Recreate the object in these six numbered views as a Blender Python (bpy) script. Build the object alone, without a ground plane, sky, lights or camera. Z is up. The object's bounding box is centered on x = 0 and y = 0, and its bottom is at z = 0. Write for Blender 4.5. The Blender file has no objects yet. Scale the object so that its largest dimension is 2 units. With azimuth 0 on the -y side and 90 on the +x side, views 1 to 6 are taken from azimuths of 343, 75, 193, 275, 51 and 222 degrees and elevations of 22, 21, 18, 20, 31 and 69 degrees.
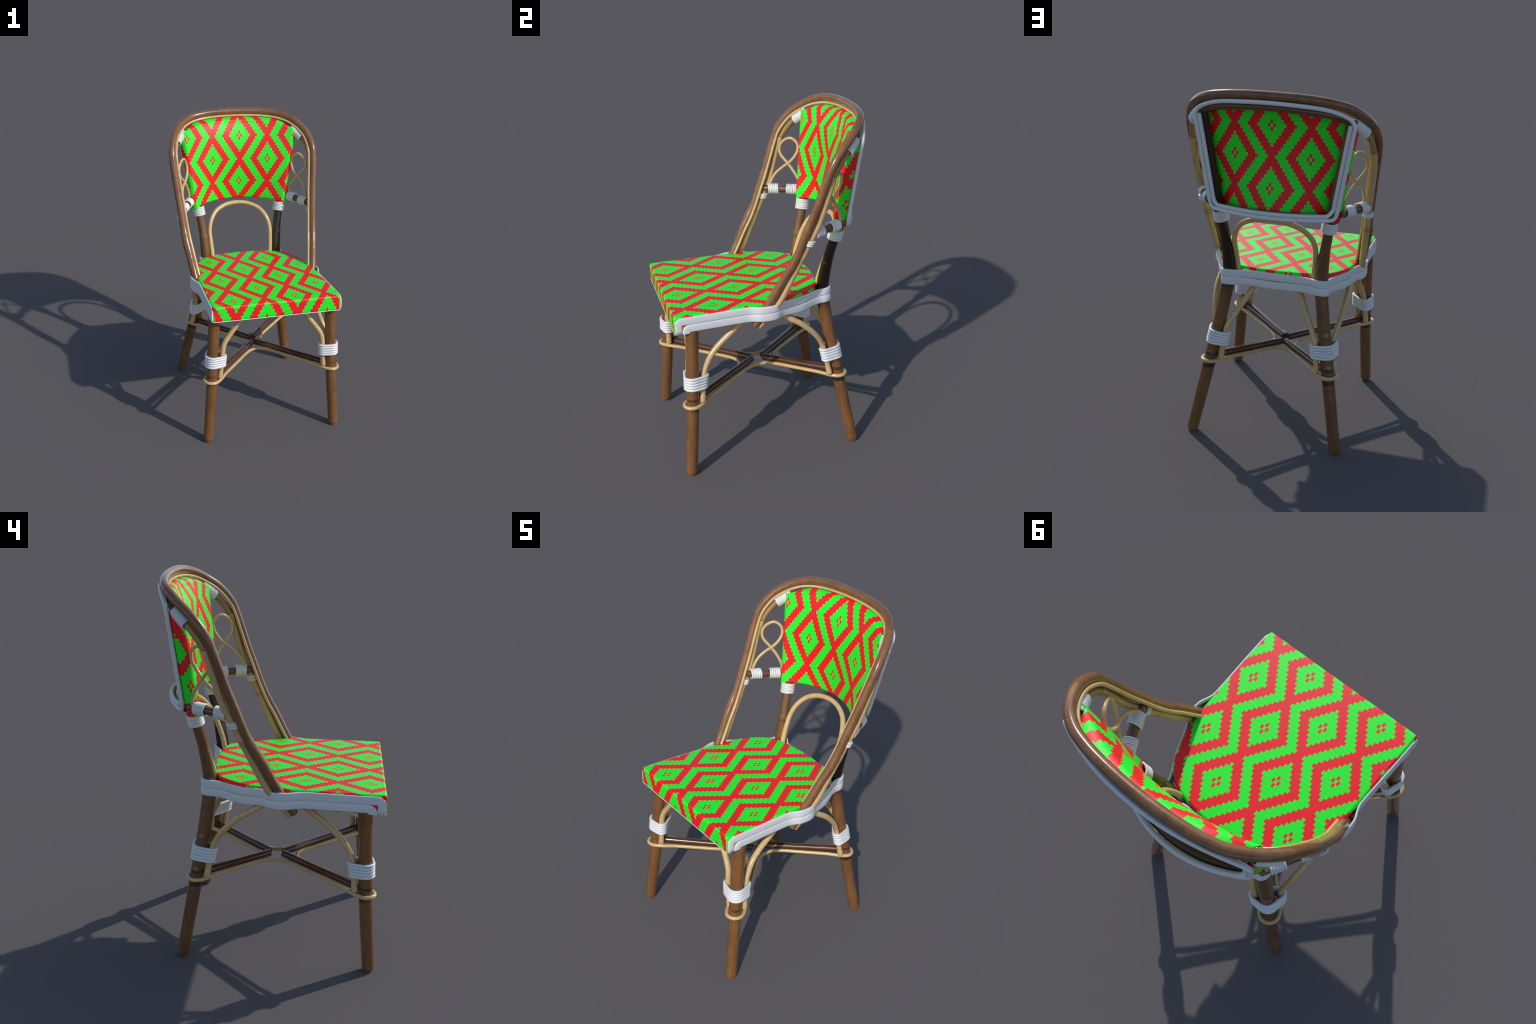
# Bistro chair in bent rattan: brown cane frame, cream rattan rods, white plastic
# bindings, seat and backrest woven in a red and green diamond pattern.
# Frame: metres, z up, chair faces -y, symmetric about x = 0.
import bpy, bmesh, math, random
import numpy as np
from mathutils import Vector

random.seed(7)
np.random.seed(7)
PI = math.pi

# ------------------------------------------------------------------ helpers
root = bpy.data.objects.new("bistro_chair", None)
bpy.context.scene.collection.objects.link(root)
root["label"] = "rattan bistro chair with red and green diamond weave"
root["category"] = "chair"


def add(name, verts, faces, mat, parent=None, smooth=True, sharp=None):
    me = bpy.data.meshes.new(name)
    me.from_pydata([tuple(map(float, v)) for v in verts], [], [tuple(f) for f in faces])
    me.materials.append(mat)
    me.update()
    bm = bmesh.new()
    bm.from_mesh(me)
    bmesh.ops.recalc_face_normals(bm, faces=bm.faces)
    bm.to_mesh(me)
    bm.free()
    for p in me.polygons:
        p.use_smooth = smooth
    if sharp:
        me.set_sharp_from_angle(angle=math.radians(sharp))
    ob = bpy.data.objects.new(name, me)
    bpy.context.scene.collection.objects.link(ob)
    ob.parent = parent or root
    return ob


def mirror(ob, parent=None, mat=None):
    """the same part on the other side of the chair, sharing the mesh"""
    ot = ob.copy()
    bpy.context.scene.collection.objects.link(ot)
    ot.parent = parent or root
    ot.scale = (1, 1, 1) if ot.parent.scale.x < 0 else (-1, 1, 1)
    if mat:
        ot.material_slots[0].link = "OBJECT"
        ot.material_slots[0].material = mat
    return ot


def spline(ctrl, n=None, step=0.008, closed=False):
    """centripetal-ish Catmull-Rom through ctrl, resampled evenly"""
    P = np.array(ctrl, float)
    m = len(P)
    if closed:
        Q = np.vstack([P[-1], P, P[0], P[1]])
        segs = m
    else:
        Q = np.vstack([2 * P[0] - P[1], P, 2 * P[-1] - P[-2]])
        segs = m - 1
    out = []
    for k in range(segs):
        p0, p1, p2, p3 = Q[k:k + 4]
        d1 = max(np.linalg.norm(p2 - p1), 1e-9)
        d0 = max(np.linalg.norm(p1 - p0), 1e-9)
        d2 = max(np.linalg.norm(p3 - p2), 1e-9)
        t1 = ((p1 - p0) / d0 * d1 + (p2 - p1)) * 0.5
        t2 = ((p2 - p1) + (p3 - p2) / d2 * d1) * 0.5
        for u in np.linspace(0, 1, 24, endpoint=False):
            h = (2 * u**3 - 3 * u**2 + 1, u**3 - 2 * u**2 + u, -2 * u**3 + 3 * u**2, u**3 - u**2)
            out.append(h[0] * p1 + h[1] * t1 + h[2] * p2 + h[3] * t2)
    out.append(P[0] if closed else P[-1])
    return resample(np.array(out), n, step, closed)


def resample(pts, n=None, step=0.008, closed=False):
    d = np.r_[0, np.cumsum(np.linalg.norm(np.diff(pts, axis=0), axis=1))]
    if n is None:
        n = max(4, int(d[-1] / step))
    s = np.linspace(0, d[-1], n, endpoint=not closed)
    return np.array([np.interp(s, d, pts[:, k]) for k in range(pts.shape[1])]).T


def smooth_loop(p, k=2, closed=True):
    for _ in range(k):
        if closed:
            p = (np.roll(p, 1, 0) + 2 * p + np.roll(p, -1, 0)) / 4
        else:
            q = p.copy()
            q[1:-1] = (p[:-2] + 2 * p[1:-1] + p[2:]) / 4
            p = q
    return p


def sweep(path, rad, sides=16, closed=False, cap=0.5, up=None):
    """tube along a path; rad is a number or one radius per point; cap = rounding of the ends"""
    P = np.array(path, float)
    n = len(P)
    R = np.full(n, rad, float) if np.isscalar(rad) else np.array(rad, float)
    if closed:
        T = np.roll(P, -1, 0) - np.roll(P, 1, 0)
    else:
        T = np.gradient(P, axis=0)
    T /= np.linalg.norm(T, axis=1)[:, None]
    a = np.array(up if up is not None else ((0, 0, 1) if abs(T[0][2]) < 0.9 else (0, 1, 0)), float)
    N = a - T[0] * (a @ T[0])
    N /= np.linalg.norm(N)
    Ns = [N]
    for k in range(1, n):
        v = Ns[-1] - T[k] * (Ns[-1] @ T[k])
        Ns.append(v / np.linalg.norm(v))
    Ns = np.array(Ns)
    if closed:
        v = Ns[-1] - T[0] * (Ns[-1] @ T[0])
        v /= np.linalg.norm(v)
        B0 = np.cross(T[0], Ns[0])
        tw = math.atan2(v @ B0, v @ Ns[0])
        for k in range(n):
            an = -tw * k / n
            B = np.cross(T[k], Ns[k])
            Ns[k] = Ns[k] * math.cos(an) + B * math.sin(an)
    Bs = np.cross(T, Ns)
    rings = []
    if not closed and cap:
        rings += [(P[0] - T[0] * R[0] * cap * f, Ns[0], Bs[0], R[0] * g) for f, g in ((1, 0.45), (0.85, 0.75), (0.45, 0.94))]
    rings += [(P[k], Ns[k], Bs[k], R[k]) for k in range(n)]
    if not closed and cap:
        rings += [(P[-1] + T[-1] * R[-1] * cap * f, Ns[-1], Bs[-1], R[-1] * g) for f, g in ((0.45, 0.94), (0.85, 0.75), (1, 0.45))]
    V, F = [], []
    for c, nn, bb, r in rings:
        for s in range(sides):
            an = 2 * PI * s / sides
            V.append(c + r * (nn * math.cos(an) + bb * math.sin(an)))
    m = len(rings)
    for k in range(m if closed else m - 1):
        k2 = (k + 1) % m
        for s in range(sides):
            s2 = (s + 1) % sides
            F.append((k * sides + s, k * sides + s2, k2 * sides + s2, k2 * sides + s))
    if not closed:
        F.append(tuple(range(sides - 1, -1, -1)))
        F.append(tuple((m - 1) * sides + s for s in range(sides)))
    return V, F


def join(parts):
    V, F = [], []
    for v, f in parts:
        o = len(V)
        V += list(v)
        F += [tuple(i + o for i in q) for q in f]
    return V, F


def hull2d(pts):
    pts = sorted(map(tuple, pts))
    def half(ps):
        h = []
        for p in ps:
            while len(h) > 1 and (h[-1][0] - h[-2][0]) * (p[1] - h[-2][1]) - (h[-1][1] - h[-2][1]) * (p[0] - h[-2][0]) <= 0:
                h.pop()
            h.append(p)
        return h
    a, b = half(pts), half(pts[::-1])
    return np.array(a[:-1] + b[:-1])


def binding(name, rods, centre, axis, turns, r, mat, parent=None, pitch=None, lean=0.0):
    """turns of round cord drawn tight round a bundle of rods.
    rods: functions giving (point, radius) of each rod near the plane; axis: direction of the bundle"""
    A = np.array(axis, float)
    A /= np.linalg.norm(A)
    X = np.cross(A, (0.31, 0.2, 0.93) if abs(A[2]) < 0.8 else (0.1, 1, 0))
    X /= np.linalg.norm(X)
    Y = np.cross(A, X)
    C = np.array(centre, float)
    pitch = pitch or 2 * r * 0.97
    parts = []
    for k in range(turns):
        h = (k - (turns - 1) / 2) * pitch
        o = C + A * h
        cloud = []
        for P, rad in rods:
            i = np.argmin(np.abs((P - o) @ A))
            p = P[i] - o
            px, py = p @ X, p @ Y
            rr = (rad[i] if hasattr(rad, "__len__") else rad) + r * random.uniform(0.86, 0.98)
            for an in np.linspace(0, 2 * PI, 48, endpoint=False):
                cloud.append((px + rr * math.cos(an), py + rr * math.sin(an)))
        h2 = hull2d(cloud)
        loop = resample(np.vstack([h2, h2[:1]]), 56, closed=True)
        loop = smooth_loop(loop, 2)
        ph = random.uniform(0, 6)
        wob = [(lean * q[0] + 0.0005 * math.sin(2 * math.atan2(q[1], q[0]) + ph)) for q in loop]
        pts = [o + X * q[0] + Y * q[1] + A * w for q, w in zip(loop, wob)]
        parts.append(sweep(pts, r * random.uniform(0.97, 1.03), 10, closed=True))
    V, F = join(parts)
    return add(name, V, F, mat, parent)


def bump(s, at, height, width):
    return height * np.exp(-((s - at) / width) ** 2)


# ---------------------------------------------------------------- materials
def new_mat(name):
    m = bpy.data.materials.new(name)
    m.use_nodes = True
    nt = m.node_tree
    return m, nt, nt.nodes["Principled BSDF"]


class G:
    """small node-building shorthand"""
    def __init__(self, nt):
        self.nt = nt

    def put(self, sock, v):
        if hasattr(v, "is_output"):
            self.nt.links.new(v, sock)
        else:
            sock.default_value = v

    def math(self, op, a, b=None, c=None):
        n = self.nt.nodes.new("ShaderNodeMath")
        n.operation = op
        for k, v in enumerate((a, b, c)):
            if v is not None:
                self.put(n.inputs[k], v)
        return n.outputs[0]

    def node(self, kind, **kw):
        n = self.nt.nodes.new(kind)
        for k, v in kw.items():
            if k in n.inputs:
                self.put(n.inputs[k], v)
            else:
                setattr(n, k, v)
        return n

    def mix(self, f, a, b, blend="MIX"):
        n = self.nt.nodes.new("ShaderNodeMix")
        n.data_type = "RGBA"
        n.blend_type = blend
        self.put(n.inputs[0], f)
        self.put(n.inputs[6], a if hasattr(a, "is_output") else (*a, 1))
        self.put(n.inputs[7], b if hasattr(b, "is_output") else (*b, 1))
        return n.outputs[2]

    def noise(self, vec, scale, detail=4, rough=0.55, stretch=None):
        if stretch:
            mp = self.nt.nodes.new("ShaderNodeMapping")
            mp.inputs["Scale"].default_value = stretch
            self.nt.links.new(vec, mp.inputs["Vector"])
            vec = mp.outputs[0]
        n = self.node("ShaderNodeTexNoise", Scale=scale, Detail=detail, Roughness=rough)
        self.nt.links.new(vec, n.inputs["Vector"])
        return n.outputs["Fac"]

    def ramp(self, f, lo, hi):
        n = self.nt.nodes.new("ShaderNodeMapRange")
        n.interpolation_type = "SMOOTHSTEP"
        self.put(n.inputs[0], f)
        n.inputs[1].default_value = lo
        n.inputs[2].default_value = hi
        return n.outputs[0]


def cane(name, light, dark, rough=0.24, stretch=(70, 70, 5), burns=(), burn_col=(0.012, 0.008, 0.006), fade=None, coat=0.3, spots=True, tail=None):
    """varnished cane: long grain streaks, blotches, scorched bands round the nodes"""
    m, nt, b = new_mat(name)
    g = G(nt)
    co = nt.nodes.new("ShaderNodeTexCoord").outputs["Object"]
    grain = g.noise(co, 1.0, 5, 0.6, stretch)
    blotch = g.noise(co, 9.0, 3, 0.5)
    f = g.math("ADD", g.math("MULTIPLY", g.ramp(grain, 0.3, 0.7), 0.55), g.math("MULTIPLY", g.ramp(blotch, 0.35, 0.7), 0.45))
    col = g.mix(f, light, dark)
    z = nt.nodes.new("ShaderNodeSeparateXYZ")
    nt.links.new(co, z.inputs[0])
    edge = g.noise(co, 38.0, 3, 0.6)
    for lo, hi, amount in burns:
        mid, half = (lo + hi) / 2, (hi - lo) / 2
        d = g.math("ABSOLUTE", g.math("SUBTRACT", g.math("ADD", z.outputs["Z"], g.math("MULTIPLY", g.math("SUBTRACT", edge, 0.5), 0.03)), mid))
        mask = g.math("MULTIPLY", g.math("SUBTRACT", 1.0, g.ramp(d, half * 0.5, half)), g.math("MULTIPLY", g.ramp(blotch, 0.35, 0.6), amount))
        col = g.mix(mask, col, burn_col)
    if fade:
        z0, z1, fc = fade
        zz = g.math("ADD", z.outputs["Z"], g.math("MULTIPLY", g.math("SUBTRACT", blotch, 0.5), 0.06))
        col = g.mix(g.math("MULTIPLY", g.ramp(zz, z0, z1), 0.93), col, fc)
    if tail:
        x0, x1, tc = tail
        col = g.mix(g.ramp(g.math("ABSOLUTE", z.outputs["X"]), x0, x1), col, tc)
    if spots:
        sp = g.noise(co, 60.0, 2, 0.5)
        col = g.mix(g.math("MULTIPLY", g.ramp(sp, 0.70, 0.78), 0.35), col, (light[0] * 1.9, light[1] * 1.9, light[2] * 1.9))
    nt.links.new(col, b.inputs["Base Color"])
    b.inputs["Roughness"].default_value = rough
    b.inputs["Coat Weight"].default_value = coat
    b.inputs["Coat Roughness"].default_value = 0.05
    bp = g.node("ShaderNodeBump", Strength=0.25, Distance=0.002)
    nt.links.new(grain, bp.inputs["Height"])
    nt.links.new(bp.outputs[0], b.inputs["Normal"])
    return m


BROWN_L, BROWN_D = (0.250, 0.112, 0.039), (0.156, 0.066, 0.022)
leg_brown = cane("leg_cane", BROWN_L, BROWN_D, burns=((0.390, 0.426, 0.85), (0.464, 0.487, 0.6)))
leg_black = cane("leg_cane_smoked", BROWN_L, BROWN_D, burns=((0.390, 0.426, 0.85), (0.464, 0.487, 0.6)), fade=(0.80, 0.92, (0.010, 0.006, 0.0042)), coat=0.1)
leg_rear = cane("leg_cane_rear", (0.208, 0.097, 0.035), (0.124, 0.053, 0.019), burns=((0.390, 0.426, 0.85), (0.464, 0.487, 0.6), (1.098, 1.118, 0.9)))
hoop_brown = cane("hoop_cane", (0.270, 0.121, 0.046), (0.162, 0.068, 0.025), stretch=(34, 34, 12), burns=())
dark_brown = cane("stretcher_cane", (0.120, 0.043, 0.018), (0.070, 0.026, 0.012), rough=0.25, stretch=(9, 9, 26), coat=0.4, spots=False)
rail_brown = cane("rail_cane", (0.17, 0.082, 0.035), (0.10, 0.046, 0.02), stretch=(10, 60, 60), spots=False)
shoulder_cane = cane("shoulder_cane", (0.17, 0.082, 0.035), (0.10, 0.046, 0.02), stretch=(10, 60, 60), spots=False, tail=(0.405, 0.475, (0.40, 0.225, 0.088)))
cream = cane("cream_rattan", (0.70, 0.48, 0.225), (0.60, 0.39, 0.165), rough=0.22, stretch=(45, 45, 8), spots=False)
cream_pole = cane("cream_pole_rattan", (0.64, 0.44, 0.215), (0.52, 0.34, 0.15), rough=0.33, stretch=(60, 60, 5), burns=((1.215, 1.26, 0.35),), burn_col=(0.25, 0.13, 0.05), spots=False)


def cord_mat(name, col, rough):
    m, nt, b = new_mat(name)
    g = G(nt)
    co = nt.nodes.new("ShaderNodeTexCoord").outputs["Object"]
    n = g.noise(co, 25.0, 3)
    c = g.mix(n, col, tuple(v * 0.93 for v in col))
    nt.links.new(c, b.inputs["Base Color"])
    b.inputs["Roughness"].default_value = rough
    return m


white = cord_mat("white_cord", (0.80, 0.80, 0.81), 0.38)
white_trim = cord_mat("white_trim", (0.78, 0.78, 0.80), 0.42)

CU, CV = 0.01367, 0.0208            # one warp column, one weft row of the weave


def weave(name, uv):
    """red and green diamonds: |i|+|j| rings on a staggered 30 x 16 cell lattice"""
    m, nt, b = new_mat(name)
    g = G(nt)
    co = nt.nodes.new("ShaderNodeTexCoord").outputs["Object"]
    s = nt.nodes.new("ShaderNodeSeparateXYZ")
    nt.links.new(co, s.inputs[0])
    u, v = uv(g, nt, s.outputs["X"], s.outputs["Y"], s.outputs["Z"])
    u = g.math("ADD", u, 0.5)
    v = g.math("ADD", v, 0.5)
    d = g.math("ADD", g.math("PINGPONG", g.math("FLOOR", u), 15.0), g.math("PINGPONG", g.math("FLOOR", v), 8.0))
    near = lambda c, w: g.math("LESS_THAN", g.math("ABSOLUTE", g.math("SUBTRACT", d, c)), w)
    red = g.math("MAXIMUM", g.math("MAXIMUM", near(7.5, 2.0), near(15.5, 2.0)), g.math("MAXIMUM", near(1.0, 0.5), near(22.0, 0.5)))
    fu = g.math("ABSOLUTE", g.math("SUBTRACT", g.math("FRACT", u), 0.5))
    fv = g.math("ABSOLUTE", g.math("SUBTRACT", g.math("FRACT", v), 0.5))
    lu = g.ramp(fu, 0.43, 0.49)
    lv = g.ramp(fv, 0.455, 0.49)
    tone = g.noise(co, 30.0, 3)
    green = g.mix(tone, (0.012, 1.0, 0.020), (0.010, 0.94, 0.016))
    redc = g.mix(tone, (1.0, 0.007, 0.011), (0.95, 0.006, 0.009))
    green = g.mix(g.math("MULTIPLY", lv, 0.75), green, (0.02, 0.45, 0.22))
    redc = g.mix(g.math("MULTIPLY", lu, 0.65), redc, (0.45, 0.015, 0.12))
    nt.links.new(g.mix(red, green, redc), b.inputs["Base Color"])
    b.inputs["Roughness"].default_value = 0.5
    h = g.math("ADD", g.math("MULTIPLY", red, g.math("SUBTRACT", 1.0, lu)), g.math("MULTIPLY", g.math("SUBTRACT", 1.0, red), g.math("SUBTRACT", 1.0, lv)))
    bp = g.node("ShaderNodeBump", Strength=0.12, Distance=0.001)
    nt.links.new(h, bp.inputs["Height"])
    nt.links.new(bp.outputs[0], b.inputs["Normal"])
    return m


SEAT_TOP, SEAT_BOT = 0.992, 0.889


def seat_uv(g, nt, x, y, z):
    # the weave runs over the edge and down the sides: unroll by the drop below the top
    n = nt.nodes.new("ShaderNodeNewGeometry").outputs["Normal"]
    fl = g.node("ShaderNodeVectorMath", operation="MULTIPLY")
    nt.links.new(n, fl.inputs[0])
    fl.inputs[1].default_value = (1, 1, 0)
    nm = g.node("ShaderNodeVectorMath", operation="NORMALIZE")
    nt.links.new(fl.outputs[0], nm.inputs[0])
    s = nt.nodes.new("ShaderNodeSeparateXYZ")
    nt.links.new(nm.outputs[0], s.inputs[0])
    drop = g.math("MULTIPLY", g.math("MAXIMUM", g.math("SUBTRACT", SEAT_TOP, z), 0.0), 0.79)
    uu = g.math("ADD", x, g.math("MULTIPLY", s.outputs["X"], drop))
    vv = g.math("ADD", y, g.math("MULTIPLY", s.outputs["Y"], drop))
    return (g.math("DIVIDE", g.math("SUBTRACT", uu, 0.131), CU), g.math("DIVIDE", g.math("SUBTRACT", vv, -0.187), CV))


# stile (rear leg inside the backrest) axis as a function of height
def stile_x(z):
    return 0.316 + (z - 1.345) * 0.153


def stile_y(z):
    return 0.386 + (z - 1.345) * 0.134


WRAP = 0.0385


def back_uv(g, nt, x, y, z):
    ax = g.math("ABSOLUTE", x)
    sx = g.math("ADD", g.math("MULTIPLY", z, 0.153), 0.316 - 1.345 * 0.153)
    yf = g.math("ADD", g.math("MULTIPLY", z, 0.134), 0.386 - 1.345 * 0.134 - WRAP)
    side = g.math("GREATER_THAN", ax, sx)
    wrap = g.math("MULTIPLY", side, g.math("MAXIMUM", g.math("SUBTRACT", y, g.math("ADD", yf, 0.43 * WRAP)), 0.0))
    arc = g.math("MULTIPLY", g.math("POWER", ax, 3.0), 0.30)      # bowed sheet: arc is a little longer than x
    a = g.math("ADD", g.math("ADD", ax, arc), wrap)
    uu = g.math("MULTIPLY", a, g.math("SIGN", x))
    # where the cloth rolls back over the top rail the rows follow the roll
    xn = g.math("DIVIDE", ax, sx)
    mid = g.math("ADD", g.math("MULTIPLY", z, 0.45), 0.488 - 1.86 * 0.45)
    face = g.math("SUBTRACT", mid, g.math("MULTIPLY", g.math("SUBTRACT", mid, yf), g.math("MULTIPLY", xn, xn)))
    back = g.math("MULTIPLY", g.math("MAXIMUM", g.math("SUBTRACT", g.math("SUBTRACT", y, face), 0.004), 0.0), g.math("GREATER_THAN", z, 1.86))
    vv = g.math("ADD", z, g.math("MULTIPLY", g.math("MULTIPLY", back, 0.6), g.math("SUBTRACT", 1.0, side)))
    return (g.math("DIVIDE", g.math("SUBTRACT", uu, 0.0137), CU), g.math("DIVIDE", g.math("SUBTRACT", vv, 1.487), CV))


weave_seat = weave("woven_seat", seat_uv)
weave_back = weave("woven_back", back_uv)

# ------------------------------------------------------------------- frame
# left half (x < 0) control points; mirrored for the right half
HOOP = [(-0.410, -0.137, 0.862), (-0.420, -0.082, 0.945), (-0.435, -0.030, 1.03), (-0.450, 0.025, 1.13),
        (-0.461, 0.069, 1.20), (-0.473, 0.117, 1.30), (-0.482, 0.157, 1.40), (-0.492, 0.198, 1.50), (-0.501, 0.231, 1.59),
        (-0.509, 0.264, 1.68), (-0.511, 0.291, 1.745), (-0.502, 0.326, 1.800), (-0.480, 0.377, 1.856), (-0.441, 0.432, 1.898),
        (-0.391, 0.478, 1.931), (-0.325, 0.516, 1.953), (-0.243, 0.538, 1.966), (-0.15, 0.550, 1.973), (-0.05, 0.556, 1.9755)]
POLE = [(-0.409, -0.118, 0.850), (-0.425, -0.052, 0.93), (-0.436, -0.004, 0.99), (-0.448, 0.062, 1.115), (-0.460, 0.122, 1.235),
        (-0.469, 0.171, 1.333), (-0.480, 0.219, 1.43), (-0.491, 0.262, 1.56), (-0.495, 0.284, 1.63), (-0.490, 0.304, 1.69)]
RAIL = [(-0.490, 0.304, 1.69), (-0.486, 0.328, 1.728), (-0.477, 0.354, 1.762), (-0.461, 0.384, 1.795), (-0.439, 0.416, 1.823), (-0.410, 0.448, 1.849), (-0.362, 0.487, 1.877), (-0.28, 0.528, 1.902),
        (-0.15, 0.548, 1.914), (-0.05, 0.554, 1.918)]


def both(half):
    return half + [(-x, y, z) for x, y, z in half[::-1]]


hoop = spline([(x * 0.995, y + 0.004 * min(1.0, max(0.0, (z - 1.75) / 0.12)), z) for x, y, z in both(HOOP)], step=0.011)
zz = hoop[:, 2]
node = np.exp(-((zz - 1.20) / np.where(zz > 1.20, 0.045, 0.11)) ** 2) * np.where(hoop[:, 0] < 0, 1.0, 0.15)      # a swollen node on one side only
rad = 0.0232 + 0.0012 * (zz < 1.1) + 0.0050 * node + bump(zz, 1.672, 0.0018, 0.006) + bump(zz, 1.47, 0.0010, 0.008)
shift = np.stack([np.sign(hoop[:, 0]) * 0.003 * node, -0.004 * node, 0 * node], 1)
V, F = sweep(hoop + shift, rad, 24, cap=0.25)
hoop_ob = add("back_hoop", V, F, hoop_brown)

# thin cream cane that follows the inside of the hoop
T = np.gradient(hoop, axis=0)
T /= np.linalg.norm(T, axis=1)[:, None]
toc = np.array([0, 0.18, 1.35]) - hoop
toc[:, 0] = -hoop[:, 0]
toc[:, 1] = 0.16 * (1.5 - hoop[:, 2]) * 0
toc[:, 2] = np.minimum(0, 1.72 - hoop[:, 2]) * 2.2
toc -= T * np.sum(toc * T, axis=1)[:, None]
toc /= np.linalg.norm(toc, axis=1)[:, None]
strip_c = hoop + toc * 0.0300 + np.outer(0.003 - 0.013 * np.clip((hoop[:, 2] - 1.78) / 0.15, 0, 1), (0, 1, 0))
keep = strip_c[:, 2] > 0.905
V, F = sweep(smooth_loop(strip_c[keep], 6, False), 0.0085, 12)
add("cane_strip", V, F, cream)

# inner pole: cream from the seat to the shoulder, brown rail over the top
pole = spline(POLE, step=0.01)
pz = pole[:, 2]
pr = 0.0185 + bump(pz, 1.245, 0.0022, 0.016) + 0.0012 * (pz > 1.655) + bump(pz, 1.56, 0.001, 0.01)
V, F = sweep(pole, pr, 18, cap=0.3)
pole_ob = add("side_pole", V, F, cream_pole)
mirror(pole_ob)
rail = spline(both(RAIL), step=0.011)
V, F = sweep(rail, 0.0185 - 0.0 * rail[:, 0], 18, cap=0.1)
rail_ob = add("top_rail", V, F, shoulder_cane)

# legs --------------------------------------------------------------------
FRONT = [(-0.4465, -0.567, 0.0), (-0.419, -0.5285, 0.40), (-0.397, -0.494, 0.90)]
REAR = [(-0.423, 0.433, 0.0), (-0.343, 0.369, 0.435), (-0.305, 0.338, 0.65), (-0.281, 0.321, 0.80), (-0.267, 0.311, 0.90), (-0.2645, 0.3125, 0.985),
        (-0.270, 0.328, 1.08), (-0.281, 0.350, 1.18), (-0.297, 0.377, 1.28), (-0.307, 0.390, 1.345), (-0.388, 0.455, 1.858)]


def leg_radius(z, rear):
    r = np.interp(z, [0, 0.45, 0.9, 1.12, 1.28, 2], [0.0325, 0.036, 0.0362, 0.0295, 0.0275, 0.027] if rear else [0.0335, 0.0355, 0.0375, 0.0375, 0.0375, 0.0375])
    r = r + bump(z, 0.476, 0.0016, 0.010)
    if rear:
        r = r + bump(z, 0.655, 0.0014, 0.012) + bump(z, 1.122, 0.0022, 0.005) + 0.0017 * ((z > 0.95) & (z < 1.122))
    return r


def make_leg(ctrl, rear, mat):
    p = spline(ctrl, step=0.007)
    p = p[p[:, 2] > 0.016]
    base = np.array(ctrl[0], float)
    ax = p[0] - base
    ax /= np.linalg.norm(ax)
    r = leg_radius(p[:, 2], rear)
    # worn foot: rounded shoulder, then a slightly smaller end grain plug standing on the floor
    foot = [(0.0, 0.0245), (0.010, 0.0262), (0.0102, 0.0285), (0.014, r[0] * 0.95)]
    extra = np.array([base + ax * (h / ax[2]) for h, _ in foot])
    path = np.vstack([extra, p])
    rads = np.r_[[q for _, q in foot], r]
    V, F = sweep(path, rads, 28, cap=0)
    n = 28
    for k in range(n):            # the sole is flat on the ground
        v = V[k].copy()
        v[2] = 0.0
        V[k] = v
    ob = add("leg", V, F, mat, sharp=50)
    return ob, p, r


front_leg, fp, fr = make_leg(FRONT, False, leg_brown)
rear_leg, rp, rr = make_leg(REAR, True, leg_rear)
front_leg_r = mirror(front_leg)
rear_leg_r = mirror(rear_leg, mat=leg_black)

# bent braces from the legs up to the seat frame ----------------------------
BRACES = {
    "front_across": ([(-0.362, -0.524, 0.452), (-0.356, -0.5235, 0.50), (-0.350, -0.5235, 0.575), (-0.346, -0.5230, 0.635), (-0.334, -0.516, 0.688), (-0.302, -0.508, 0.738), (-0.262, -0.503, 0.790), (-0.191, -0.495, 0.886)], "f"),
    "front_along": ([(-0.425, -0.468, 0.452), (-0.421, -0.463, 0.50), (-0.414, -0.457, 0.575), (-0.401, -0.438, 0.640), (-0.392, -0.414, 0.684), (-0.382, -0.384, 0.724), (-0.374, -0.340, 0.766), (-0.371, -0.290, 0.808), (-0.367, -0.190, 0.886)], "f"),
    "rear_along": ([(-0.368, 0.311, 0.452), (-0.360, 0.303, 0.50), (-0.350, 0.292, 0.575), (-0.346, 0.278, 0.630), (-0.363, 0.240, 0.704), (-0.374, 0.195, 0.759), (-0.382, 0.141, 0.811), (-0.382, 0.065, 0.861), (-0.380, 0.020, 0.888)], "r"),
    "rear_across": ([(-0.277, 0.377, 0.452), (-0.273, 0.374, 0.50), (-0.264, 0.369, 0.575), (-0.246, 0.357, 0.655), (-0.210, 0.322, 0.725), (-0.173, 0.286, 0.792), (-0.132, 0.242, 0.865), (-0.119, 0.228, 0.888)], "r"),
}
rods_f, rods_r = [(fp, fr)], [(rp, rr)]
for key, (ctrl, which) in BRACES.items():
    p = spline(ctrl, step=0.008)
    s = np.arange(len(p)) * 0.008
    r = 0.0163 + 0.0016 / (1 + np.exp((s - 0.034) / 0.002))          # cuff at the lower end
    r = r + 0.0008 * np.sin(s * 9 + len(key))
    V, F = sweep(p, r, 16, cap=0.15)
    pa = front_leg if which == "f" else rear_leg
    ob = add("brace", V, F, cream, pa)
    mirror(ob, front_leg_r if which == "f" else rear_leg_r)
    (rods_f if which == "f" else rods_r).append((p, r))

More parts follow.
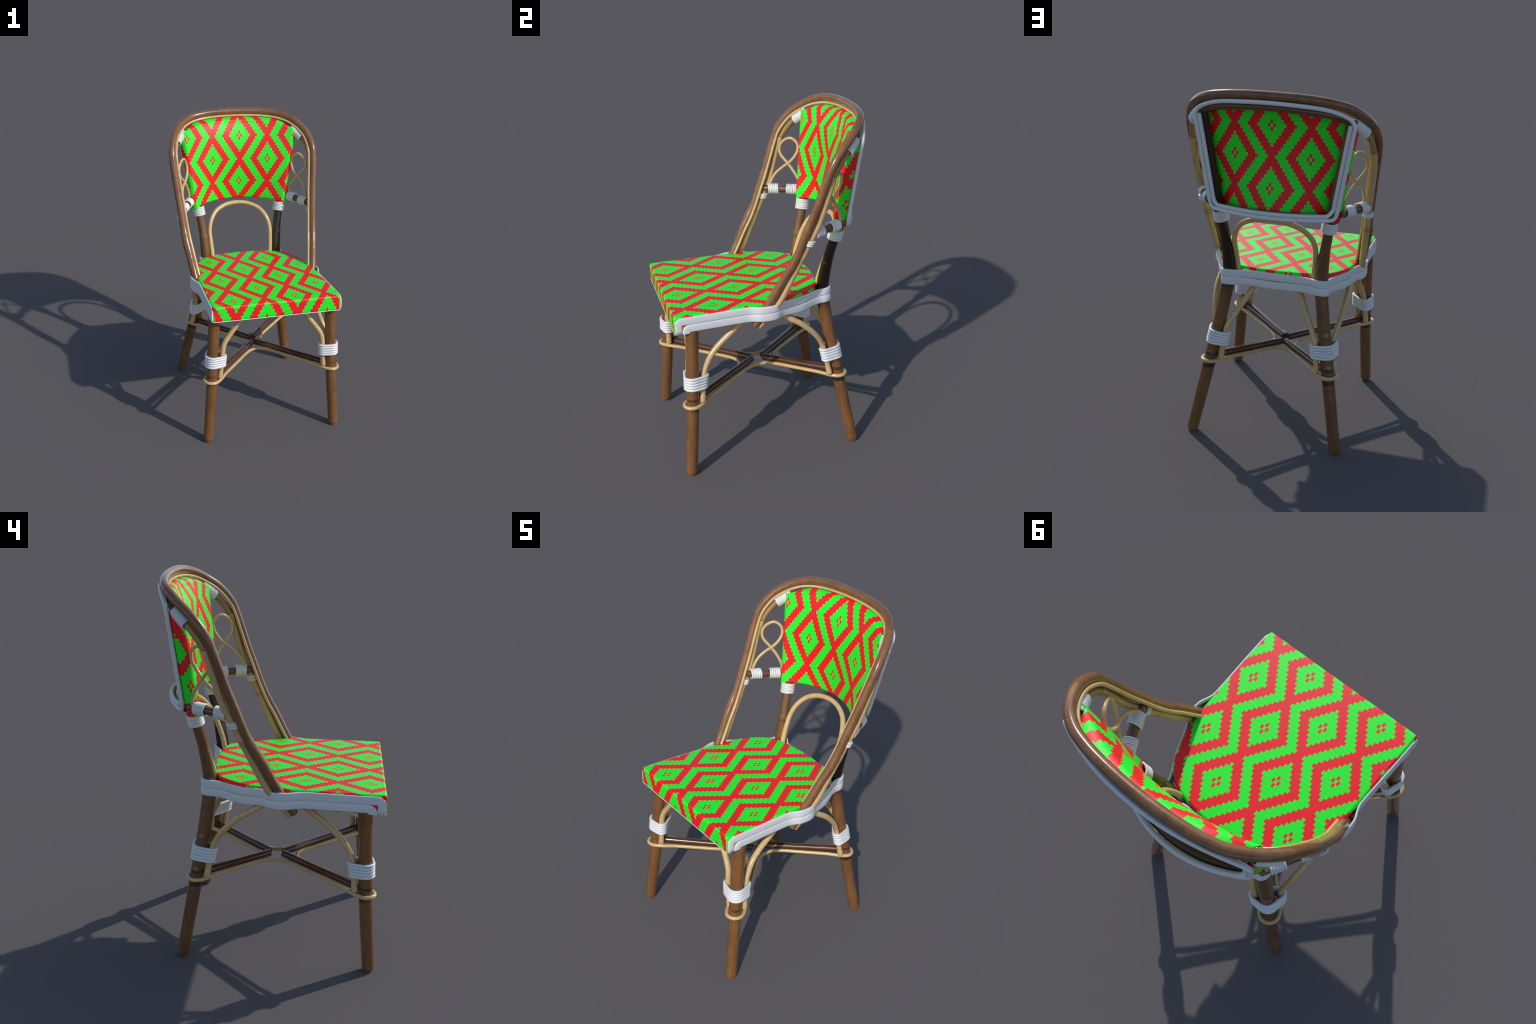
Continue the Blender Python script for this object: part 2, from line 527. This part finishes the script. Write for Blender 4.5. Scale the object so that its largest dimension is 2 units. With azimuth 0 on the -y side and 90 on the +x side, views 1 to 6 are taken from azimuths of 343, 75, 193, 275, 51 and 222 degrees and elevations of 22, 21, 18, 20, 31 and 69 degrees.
for ob, ob_r, rods, base in ((front_leg, front_leg_r, rods_f, FRONT), (rear_leg, rear_leg_r, rods_r, REAR)):
    i = np.argmin(np.abs(rods[0][0][:, 2] - (0.578 if base is FRONT else 0.575)))
    c = rods[0][0][i]
    ax = rods[0][0][i + 6] - rods[0][0][i - 6]
    ax = ax / np.linalg.norm(ax) + np.array([0, 0, 2.2])
    b = binding("binding", rods, c, ax, 5, 0.0084, white, ob, pitch=0.0164)
    mirror(b, ob_r)

# crossed stretchers -------------------------------------------------------
CX = np.array([0.0, -0.036, 0.442])
feet = {"f": fp[np.argmin(np.abs(fp[:, 2] - 0.45))], "r": rp[np.argmin(np.abs(rp[:, 2] - 0.45))]}
HOLE = 0.039


def stretcher(leg_pt):
    a = np.array([leg_pt[0], leg_pt[1], 0.455])
    CX = np.array([0.0, -0.060 if leg_pt[1] < 0 else -0.012, 0.442])      # the two V shapes meet nose to nose
    d = CX - a
    d /= np.linalg.norm(d)
    p = np.array([a + (CX - a) * t for t in np.linspace(0.03, 1.0, 40)])
    r = 0.0203 + 0.0005 * np.sin(np.linspace(0, 9, 40))
    # run past the centre, then mitre on the x = 0 plane and bore the fish-mouth hole
    V, F = sweep(np.vstack([p, CX + d * 0.05]), np.r_[r, r[-1]], 24, cap=0)
    return V, F


bore = bpy.data.meshes.new("bore")
bm = bmesh.new()
bmesh.ops.create_cone(bm, cap_ends=True, segments=40, radius1=HOLE, radius2=HOLE, depth=0.2)
bmesh.ops.scale(bm, verts=bm.verts, vec=(1.12, 0.95, 1.0))
bmesh.ops.translate(bm, verts=bm.verts, vec=tuple(CX))
bm.to_mesh(bore)
bm.free()
bore_ob = bpy.data.objects.new("bore", bore)
bpy.context.scene.collection.objects.link(bore_ob)
bore_ob.hide_render = True
for key, pa, pa_r in (("f", front_leg, front_leg_r), ("r", rear_leg, rear_leg_r)):
    V, F = stretcher(feet[key])
    ob = add("stretcher", V, F, dark_brown)
    bm = bmesh.new()
    bm.from_mesh(ob.data)
    bmesh.ops.bisect_plane(bm, geom=bm.verts[:] + bm.edges[:] + bm.faces[:], plane_co=(0, 0, 0), plane_no=(1, 0, 0), clear_outer=True)
    sgn = -1 if key == "f" else 1
    edges = [e for e in bm.edges if e.is_boundary]
    bmesh.ops.holes_fill(bm, edges=edges)
    bm.to_mesh(ob.data)
    bm.free()
    md = ob.modifiers.new("bore", "BOOLEAN")
    md.operation = "DIFFERENCE"
    md.solver = "EXACT"
    md.object = bore_ob
    dg = bpy.context.evaluated_depsgraph_get()
    me = bpy.data.meshes.new_from_object(ob.evaluated_get(dg))
    ob.modifiers.clear()
    ob.data = me
    me.name = "stretcher"
    me.set_sharp_from_angle(angle=math.radians(40))
    mirror(ob)
bpy.data.objects.remove(bore_ob)

# one cream rod looped round all four legs, pinched in towards the crossing
RING_Z, ROD = 0.437, 0.0112


def quadrant_loop():
    fl, rl = fp[np.argmin(np.abs(fp[:, 2] - RING_Z))], rp[np.argmin(np.abs(rp[:, 2] - RING_Z))]
    legs = [fl[:2], rl[:2], rl[:2] * (-1, 1), fl[:2] * (-1, 1)]
    nose = [np.array((0.0, -0.060)), np.array((0.0, -0.012)), np.array((0.0, -0.012)), np.array((0.0, -0.060))]
    rad = 0.036 + ROD * 0.9

    def beside(k, t, side):
        d = legs[k] - nose[k]
        n = np.array([-d[1], d[0]]) / np.linalg.norm(d)
        return nose[k] + d * t + n * side * (0.025 + 0.017 * t)

    zt = lambda t: RING_Z - 0.010 * (1 - min(1.0, t / 0.85))
    pts = []
    for k in range(4):
        L, nx = legs[k], (k + 1) % 4
        d = L - nose[k]
        base = math.atan2(d[1], d[0])
        for t in (0.28, 0.45, 0.62, 0.78):
            pts.append((*beside(k, t, 1), zt(t)))
        for an in (72, 45, 15, -15, -45, -72):
            a = base + math.radians(an)
            pts.append((L[0] + rad * math.cos(a), L[1] + rad * math.sin(a), RING_Z))
        for t in (0.78, 0.62, 0.45, 0.28):
            pts.append((*beside(k, t, -1), zt(t)))
        # round bend between this stretcher and the next one
        p0, p1, q1, q0 = beside(k, 0.27, -1), beside(k, 0.10, -1), beside(nx, 0.10, 1), beside(nx, 0.27, 1)
        u, v = p1 - p0, q1 - q0
        s = ((q0 - p0)[0] * v[1] - (q0 - p0)[1] * v[0]) / (u[0] * v[1] - u[1] * v[0])
        c = p0 + u * s
        for t in np.linspace(0.12, 0.88, 7):
            pts.append((*((1 - t) ** 2 * p0 + 2 * t * (1 - t) * c + t * t * q0), RING_Z - 0.008))
    return pts


ring = spline(quadrant_loop(), step=0.007, closed=True)
V, F = sweep(ring, ROD, 14, closed=True)
add("rattan_loop", V, F, cream)

# arch between the rear legs -----------------------------------------------
ARCH = [(-0.214, 0.288, 0.905), (-0.218, 0.298, 1.0), (-0.224, 0.322, 1.08), (-0.226, 0.353, 1.155), (-0.208, 0.385, 1.22),
        (-0.161, 0.425, 1.278), (-0.090, 0.452, 1.310), (-0.03, 0.462, 1.320)]
p = spline(both(ARCH), step=0.009)
V, F = sweep(p, 0.0152 + 0.0005 * np.sin(np.linspace(0, 20, len(p))), 18, cap=0.2)
add("arch", V, F, cream)

# arm rails -----------------------------------------------------------------
arm_a, arm_b = np.array([-0.352, 0.402, 1.376]), np.array([-0.468, 0.183, 1.378])
p = np.array([arm_a + (arm_b - arm_a) * t for t in np.linspace(0, 1, 30)])
V, F = sweep(p, 0.0222, 18, cap=0.12)
arm = add("arm_rail", V, F, cane("arm_cane", (0.17, 0.08, 0.036), (0.105, 0.046, 0.02), stretch=(14, 14, 60), spots=False), sharp=40)
arm_r = mirror(arm)
adir = (arm_b - arm_a) / np.linalg.norm(arm_b - arm_a)
long_arm = (np.array([arm_a + adir * t for t in np.linspace(-0.1, 0.4, 120)]), 0.0232)

# rattan figure-of-eight ornament standing on the arm rail
LOOP = [(-0.447, 0.213, 1.395), (-0.448, 0.222, 1.425), (-0.447, 0.256, 1.475), (-0.432, 0.300, 1.515), (-0.411, 0.330, 1.541),
        (-0.391, 0.362, 1.580), (-0.386, 0.385, 1.622), (-0.395, 0.386, 1.665), (-0.419, 0.352, 1.697), (-0.449, 0.312, 1.677), (-0.462, 0.291, 1.637),
        (-0.455, 0.293, 1.595), (-0.424, 0.322, 1.548), (-0.398, 0.349, 1.505), (-0.381, 0.372, 1.46), (-0.372, 0.384, 1.425), (-0.374, 0.383, 1.392)]
lp = spline(LOOP, step=0.006)
V, F = sweep(lp, 0.0092, 12, cap=0.3)
ob = add("ornament", V, F, cream, arm)
mirror(ob, arm_r)

for mid, n_turn, lean in ((np.array([-0.441, 0.234, 1.378]), 6, 0.25), (np.array([-0.384, 0.340, 1.377]), 6, 0.0)):
    b = binding("binding", [long_arm], mid, adir, n_turn, 0.0056, white, arm, pitch=0.0112, lean=lean)
    mirror(b, arm_r)
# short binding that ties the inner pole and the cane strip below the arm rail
k = np.argmin(np.abs(pole[:, 2] - 1.327))
hk = np.argmin(np.linalg.norm(strip_c - pole[k], axis=1))
left_strip = strip_c[strip_c[:, 0] < 0]
b = binding("binding", [(pole, pr + 0.001)], pole[k], (pole[k + 4] - pole[k - 4]) * 4 + np.array([0, 0, 0.5]), 3, 0.0055, white, pole_ob, pitch=0.0112)
mirror(b, None)

# backrest ------------------------------------------------------------------
rs = rail
def rail_at(x):
    h = len(rs) // 2
    half = rs[:h + 1]
    i = np.argsort(half[:, 0])
    return np.interp(-abs(x), half[i, 0], half[i, 1]), np.interp(-abs(x), half[i, 0], half[i, 2])


def low_rail(x):
    return 0.512 - 0.97 * x * x, 1.363 - 0.12 * x * x


TOP_ROLL = 0.030
WR = 0.0190          # cloth over the rails


def step01(t):
    t = min(1.0, max(0.0, t))
    return t * t * (3 - 2 * t)


_mz = spline([(0, y, z) for z, y in ((1.30, 0.484), (1.35, 0.477), (1.40, 0.468), (1.487, 0.457), (1.58, 0.449), (1.66, 0.448), (1.74, 0.454), (1.81, 0.467), (1.86, 0.485), (1.90, 0.506), (1.93, 0.528))], step=0.01)
MID_Z, MID_Y = _mz[:, 2], _mz[:, 1]


def sheet_y(xn, z, zt, zb, x):
    """front face of the woven sheet; xn = x over stile x"""
    f = stile_y(z) - WRAP
    mid = float(np.interp(z, MID_Z, MID_Y))       # drawn forward half way up, back towards both rails
    mid = max(mid, f + 0.004)
    return mid - (mid - f) * xn * xn


NX, NT = 64, 44
rows = []
wrap_ang = list(np.linspace(170, 8, 12))
lip = [8.0, 17.0, 26.0, 35.0, 45.0, 55.0, 66.0, 78.0, 90.0]
for kind, tt in [("b", a) for a in lip[::-1]] + [("m", t) for t in np.linspace(0, 1, NT)] + [("t", a) for a in lip]:
    row = []
    t = {"b": 0.0, "t": 1.0}.get(kind, tt)
    for side in (-1, 0, 1):
        if side:
            z = 1.326 + (1.871 - 1.326) * t
            seq = wrap_ang if side < 0 else wrap_ang[::-1]
            for an in seq:
                a = math.radians(an)
                if an > 45:
                    z = 1.326 + (1.871 - 0.034 * (an - 45) / 125 - 1.326) * t
                w = WRAP
                if kind != "m":                   # the cloth closes over the end of the stile
                    b_ = math.radians(min(tt, 90.0))
                    w = WRAP * (1 - (0.9 if kind == "t" else 0.2) * (1 - math.cos(b_)))
                    z += 0.004 * math.sin(b_) - 0.022 * (1 - math.cos(b_)) if kind == "t" else -0.002 * math.sin(b_)
                row.append((side * (stile_x(z) + w * math.sin(a)), stile_y(z) - w * math.cos(a), z))
        else:
            for q in np.linspace(-1, 1, NX):
                x = q * stile_x(1.326 + (1.871 - 1.326) * t)
                zt, zb = rail_at(x)[1] + 0.018 - TOP_ROLL, low_rail(x)[1]
                e = abs(q) ** 14
                zt, zb = zt + (1.871 - zt) * e, zb + (1.326 - zb) * e
                z = zb + (zt - zb) * t
                x = q * stile_x(z)
                y = sheet_y(q, z, zt, zb, x)
                if kind != "m":
                    a = math.radians(min(tt, 90.0))
                    ry = (rail_at(x) if kind == "t" else low_rail(x))[0]
                    deep = max(0.01, ry - y)
                    tall = TOP_ROLL if kind == "t" else WR
                    y += deep * (1 - math.cos(a)) * (1 - e)
                    z += (1 if kind == "t" else -1) * tall * math.sin(a) * (1 - e)
                row.append((x, y, z))
    rows.append(row)
nc = len(rows[0])
V = [v for r_ in rows for v in r_]
F = [(i * nc + j, i * nc + j + 1, (i + 1) * nc + j + 1, (i + 1) * nc + j) for i in range(len(rows) - 1) for j in range(nc - 1)]
back = add("backrest", V, F, weave_back)
sol = back.modifiers.new("thickness", "SOLIDIFY")
sol.thickness = 0.004
sol.offset = -1 if back.data.polygons[len(back.data.polygons) // 2].normal.y < 0 else 1

p = np.array([(x, *low_rail(x)) for x in np.linspace(-0.30, 0.30, 50)])
V, F = sweep(p, 0.0205, 18, cap=0.1)
add("bottom_rail", V, F, rail_brown)

# white piping behind the backrest: outer cord all the way round, inner cord open at the top
PR = 0.0112


def piping(off, top):
    """off: distance of this cord outward from the stile axis"""
    left = []
    for z in np.linspace(1.85 if top else 1.848, 1.40, 14):
        left.append((-(stile_x(z) + off), 0.390 + (z - 1.345) * 0.126 + 0.0455, z))
    xb = stile_x(1.36) + off
    zb = 1.3715 if off < 0.0 else 1.3495
    yb = lambda x: 0.5480 - 0.97 * x * x
    corner = [(-(xb - 0.002), yb(xb) + 0.004, zb + 0.022), (-(xb - 0.009), yb(xb - 0.009), zb + 0.007), (-(xb - 0.026), yb(xb - 0.026), zb)]
    base = [(x, yb(x), zb + 0.004 * (1 - (x / xb) ** 2)) for x in np.linspace(-xb + 0.06, xb - 0.06, 16)]
    pts = left + corner + base + [(-x, y, z) for x, y, z in (left + corner)[::-1]]
    if top:
        over = []
        for x in np.linspace(0.395, -0.395, 24):
            ry, rz = rail_at(x)
            k = (abs(x) / 0.42) ** 3
            over.append((x, 0.588 - 0.085 * (abs(x) / 0.41) ** 2.2, rz + 0.026 - 0.004 * k))
        pts = pts + over
    return spline(pts, step=0.008, closed=top)


V, F = sweep(smooth_loop(piping(0.0220, True), 3), PR, 14, closed=True)
pipe = add("piping", V, F, white_trim, back)
V, F = sweep(smooth_loop(piping(-0.0010, False), 3, False), PR, 14, cap=0.6)
add("piping", V, F, white_trim, back)

# bindings of the backrest: shoulder on the rail, and below on the leg
rz_ = rail[:len(rail) // 2]
k = np.argmin(np.linalg.norm(rz_ - np.array([-0.429, 0.427, 1.832]), axis=1))
left_hoop_side = strip_c[(strip_c[:, 0] < -0.2)]
b = binding("binding", [(rz_, 0.0225)], rz_[k], rz_[k + 3] - rz_[k - 3], 10, 0.0054, white, rail_ob, pitch=0.0104)
mirror(b, rail_ob)
k = np.argmin(np.abs(rp[:, 2] - 1.299))
b = binding("binding", [(rp, rr + 0.0065)], rp[k], rp[k + 4] - rp[k - 4], 6, 0.0054, white, rear_leg, pitch=0.0106)
mirror(b, rear_leg_r)

# seat ----------------------------------------------------------------------
OUT = [(-0.431, -0.560), (-0.430, -0.48), (-0.426, -0.36), (-0.422, -0.24), (-0.420, -0.14), (-0.413, -0.05), (-0.401, 0.03), (-0.384, 0.105),
       (-0.357, 0.170), (-0.318, 0.228), (-0.262, 0.268), (-0.205, 0.288), (-0.135, 0.301), (-0.06, 0.309)]


def outline():
    cr, fx, fy = 0.014, 0.431, -0.597
    corner = [(-fx + cr - cr * math.sin(a), fy + cr - cr * math.cos(a)) for a in np.linspace(0, PI / 2, 7)]
    side = resample(spline([(*q, 0) for q in OUT] + [(-x, y, 0) for x, y in OUT[::-1]], step=0.01)[:, :2], step=0.012)
    left = corner
    right = [(-x, y) for x, y in corner[::-1]]
    front = [(x, fy) for x in np.linspace(fx - cr, -fx + cr, 44)[1:-1]]
    return np.vstack([left, side, right, front])


O = outline()
Nn = np.roll(O, -1, 0) - np.roll(O, 1, 0)
Nn = np.stack([Nn[:, 1], -Nn[:, 0]], 1)
Nn /= np.linalg.norm(Nn, axis=1)[:, None]
if (Nn[3] @ O[3]) < 0:
    Nn = -Nn
ER = 0.013
prof = [(-0.012, SEAT_BOT), (-0.004, SEAT_BOT), (0.0, SEAT_BOT + 0.004)]
prof += [(0.0, z) for z in np.linspace(SEAT_BOT + 0.02, SEAT_TOP - ER, 6)]
prof += [(-ER + ER * math.cos(a), SEAT_TOP - ER + ER * math.sin(a)) for a in np.linspace(0.2, PI / 2, 7)]
V, F = [], []
n = len(O)
for off, z in prof:
    V += [(*(O[k] + Nn[k] * off), z) for k in range(n)]
for a in range(len(prof) - 1):
    F += [(a * n + k, a * n + (k + 1) % n, (a + 1) * n + (k + 1) % n, (a + 1) * n + k) for k in range(n)]
F.append(tuple((len(prof) - 1) * n + k for k in range(n)))
F.append(tuple(range(n - 1, -1, -1)))
seat = add("seat", V, F, weave_seat)

# two flat white bands round the sides and back of the seat, over legs and poles
BAND = [(-0.4325, -0.592), (-0.432, -0.50), (-0.4295, -0.40), (-0.426, -0.30), (-0.424, -0.225), (-0.425, -0.170), (-0.434, -0.142), (-0.447, -0.112), (-0.4515, -0.080), (-0.4505, -0.045),
        (-0.442, -0.014), (-0.422, 0.014), (-0.407, 0.045), (-0.390, 0.088), (-0.366, 0.150), (-0.337, 0.205), (-0.314, 0.248), (-0.303, 0.285), (-0.303, 0.318),
        (-0.289, 0.345), (-0.262, 0.352), (-0.232, 0.342), (-0.197, 0.318), (-0.14, 0.3085), (-0.07, 0.313)]
bp2 = spline([(x, y, 0) for x, y in BAND] + [(-x, y, 0) for x, y in BAND[::-1]], step=0.006)[:, :2]
bs = np.r_[0, np.cumsum(np.linalg.norm(np.diff(bp2, axis=0), axis=1))]
bt = np.gradient(bp2, axis=0)
bt /= np.linalg.norm(bt, axis=1)[:, None]
bn = np.stack([-bt[:, 1], bt[:, 0]], 1)
L_ = bs[-1]


def on_band(s, z, out):
    # keep the flat flank planar a little beyond the front corner
    p = np.array([np.interp(s, bs, bp2[:, k]) for k in (0, 1)])
    q = np.array([np.interp(s, bs, bn[:, k]) for k in (0, 1)])
    q /= np.linalg.norm(q)
    return (*(p + q * out), z)


HW = 0.0222          # half height of one band


def band(zc, s_front, sag):
    """centre line in (s, z): up from the seat's bottom edge, round a bend, along, and down again"""
    bend = 0.026
    line = [(s_front, 0.889 + t * (zc - bend - 0.889)) for t in (0, 0.5, 1)]
    line += [(s_front + bend - bend * math.cos(a), zc - bend + bend * math.sin(a)) for a in np.linspace(0.15, PI / 2, 8)]
    ss = np.arange(s_front + bend + 0.01, L_ - s_front - bend - 0.005, 0.009)
    line += [(s, zc + sag(s)) for s in ss]
    line += [(L_ - s, z) for s, z in line[:11][::-1]]
    Q = np.array(line)
    T2 = np.gradient(Q, axis=0)
    T2 /= np.linalg.norm(T2, axis=1)[:, None]
    N2 = np.stack([-T2[:, 1], T2[:, 0]], 1)
    cs = [(-1, -0.004), (-1, 0.002), (-0.93, 0.0042), (-0.75, 0.0055), (-0.4, 0.0062), (0, 0.0064), (0.4, 0.0062), (0.75, 0.0055), (0.93, 0.0046), (1, 0.002), (1, -0.004)]
    V = [on_band(Q[k][0] + N2[k][0] * w * HW, Q[k][1] + N2[k][1] * w * HW, o) for k in range(len(Q)) for w, o in cs]
    m = len(cs)
    F = [(k * m + j, k * m + (j + 1) % m, (k + 1) * m + (j + 1) % m, (k + 1) * m + j) for k in range(len(Q) - 1) for j in range(m)]
    F += [tuple(range(m)), tuple((len(Q) - 1) * m + j for j in range(m - 1, -1, -1))]
    return V, F


def gap(s):
    """the bands drift apart a little where they leave the legs"""
    w = 0.0
    for c, h, wd in ((0.77, 0.0022, 0.06), (L_ - 0.77, 0.0022, 0.06), (L_ / 2, 0.0022, 0.12)):
        w += h * math.exp(-((s - c) / wd) ** 2)
    return w


dip = lambda s: -0.010 * (step01((s - 0.62) / 0.12) * step01((L_ - 0.62 - s) / 0.12)) + 0.006 * (math.exp(-((s - 1.01) / 0.05) ** 2) + math.exp(-((s - L_ + 1.01) / 0.05) ** 2))
V, F = band(0.9625, 0.0165, lambda s: gap(s) + dip(s))
add("seat_band", V, F, white_trim, seat)
V, F = band(0.9180, 0.0165 + 0.0445, lambda s: -gap(s) + dip(s))
add("seat_band", V, F, white_trim, seat)
# thin white edging along the bottom of the front
p = np.array([(x, -0.5955, SEAT_BOT + 0.001) for x in np.linspace(-0.428, 0.428, 40)])
V, F = sweep(p, 0.0026, 8, cap=0.4)
add("front_edging", V, F, white_trim, seat)
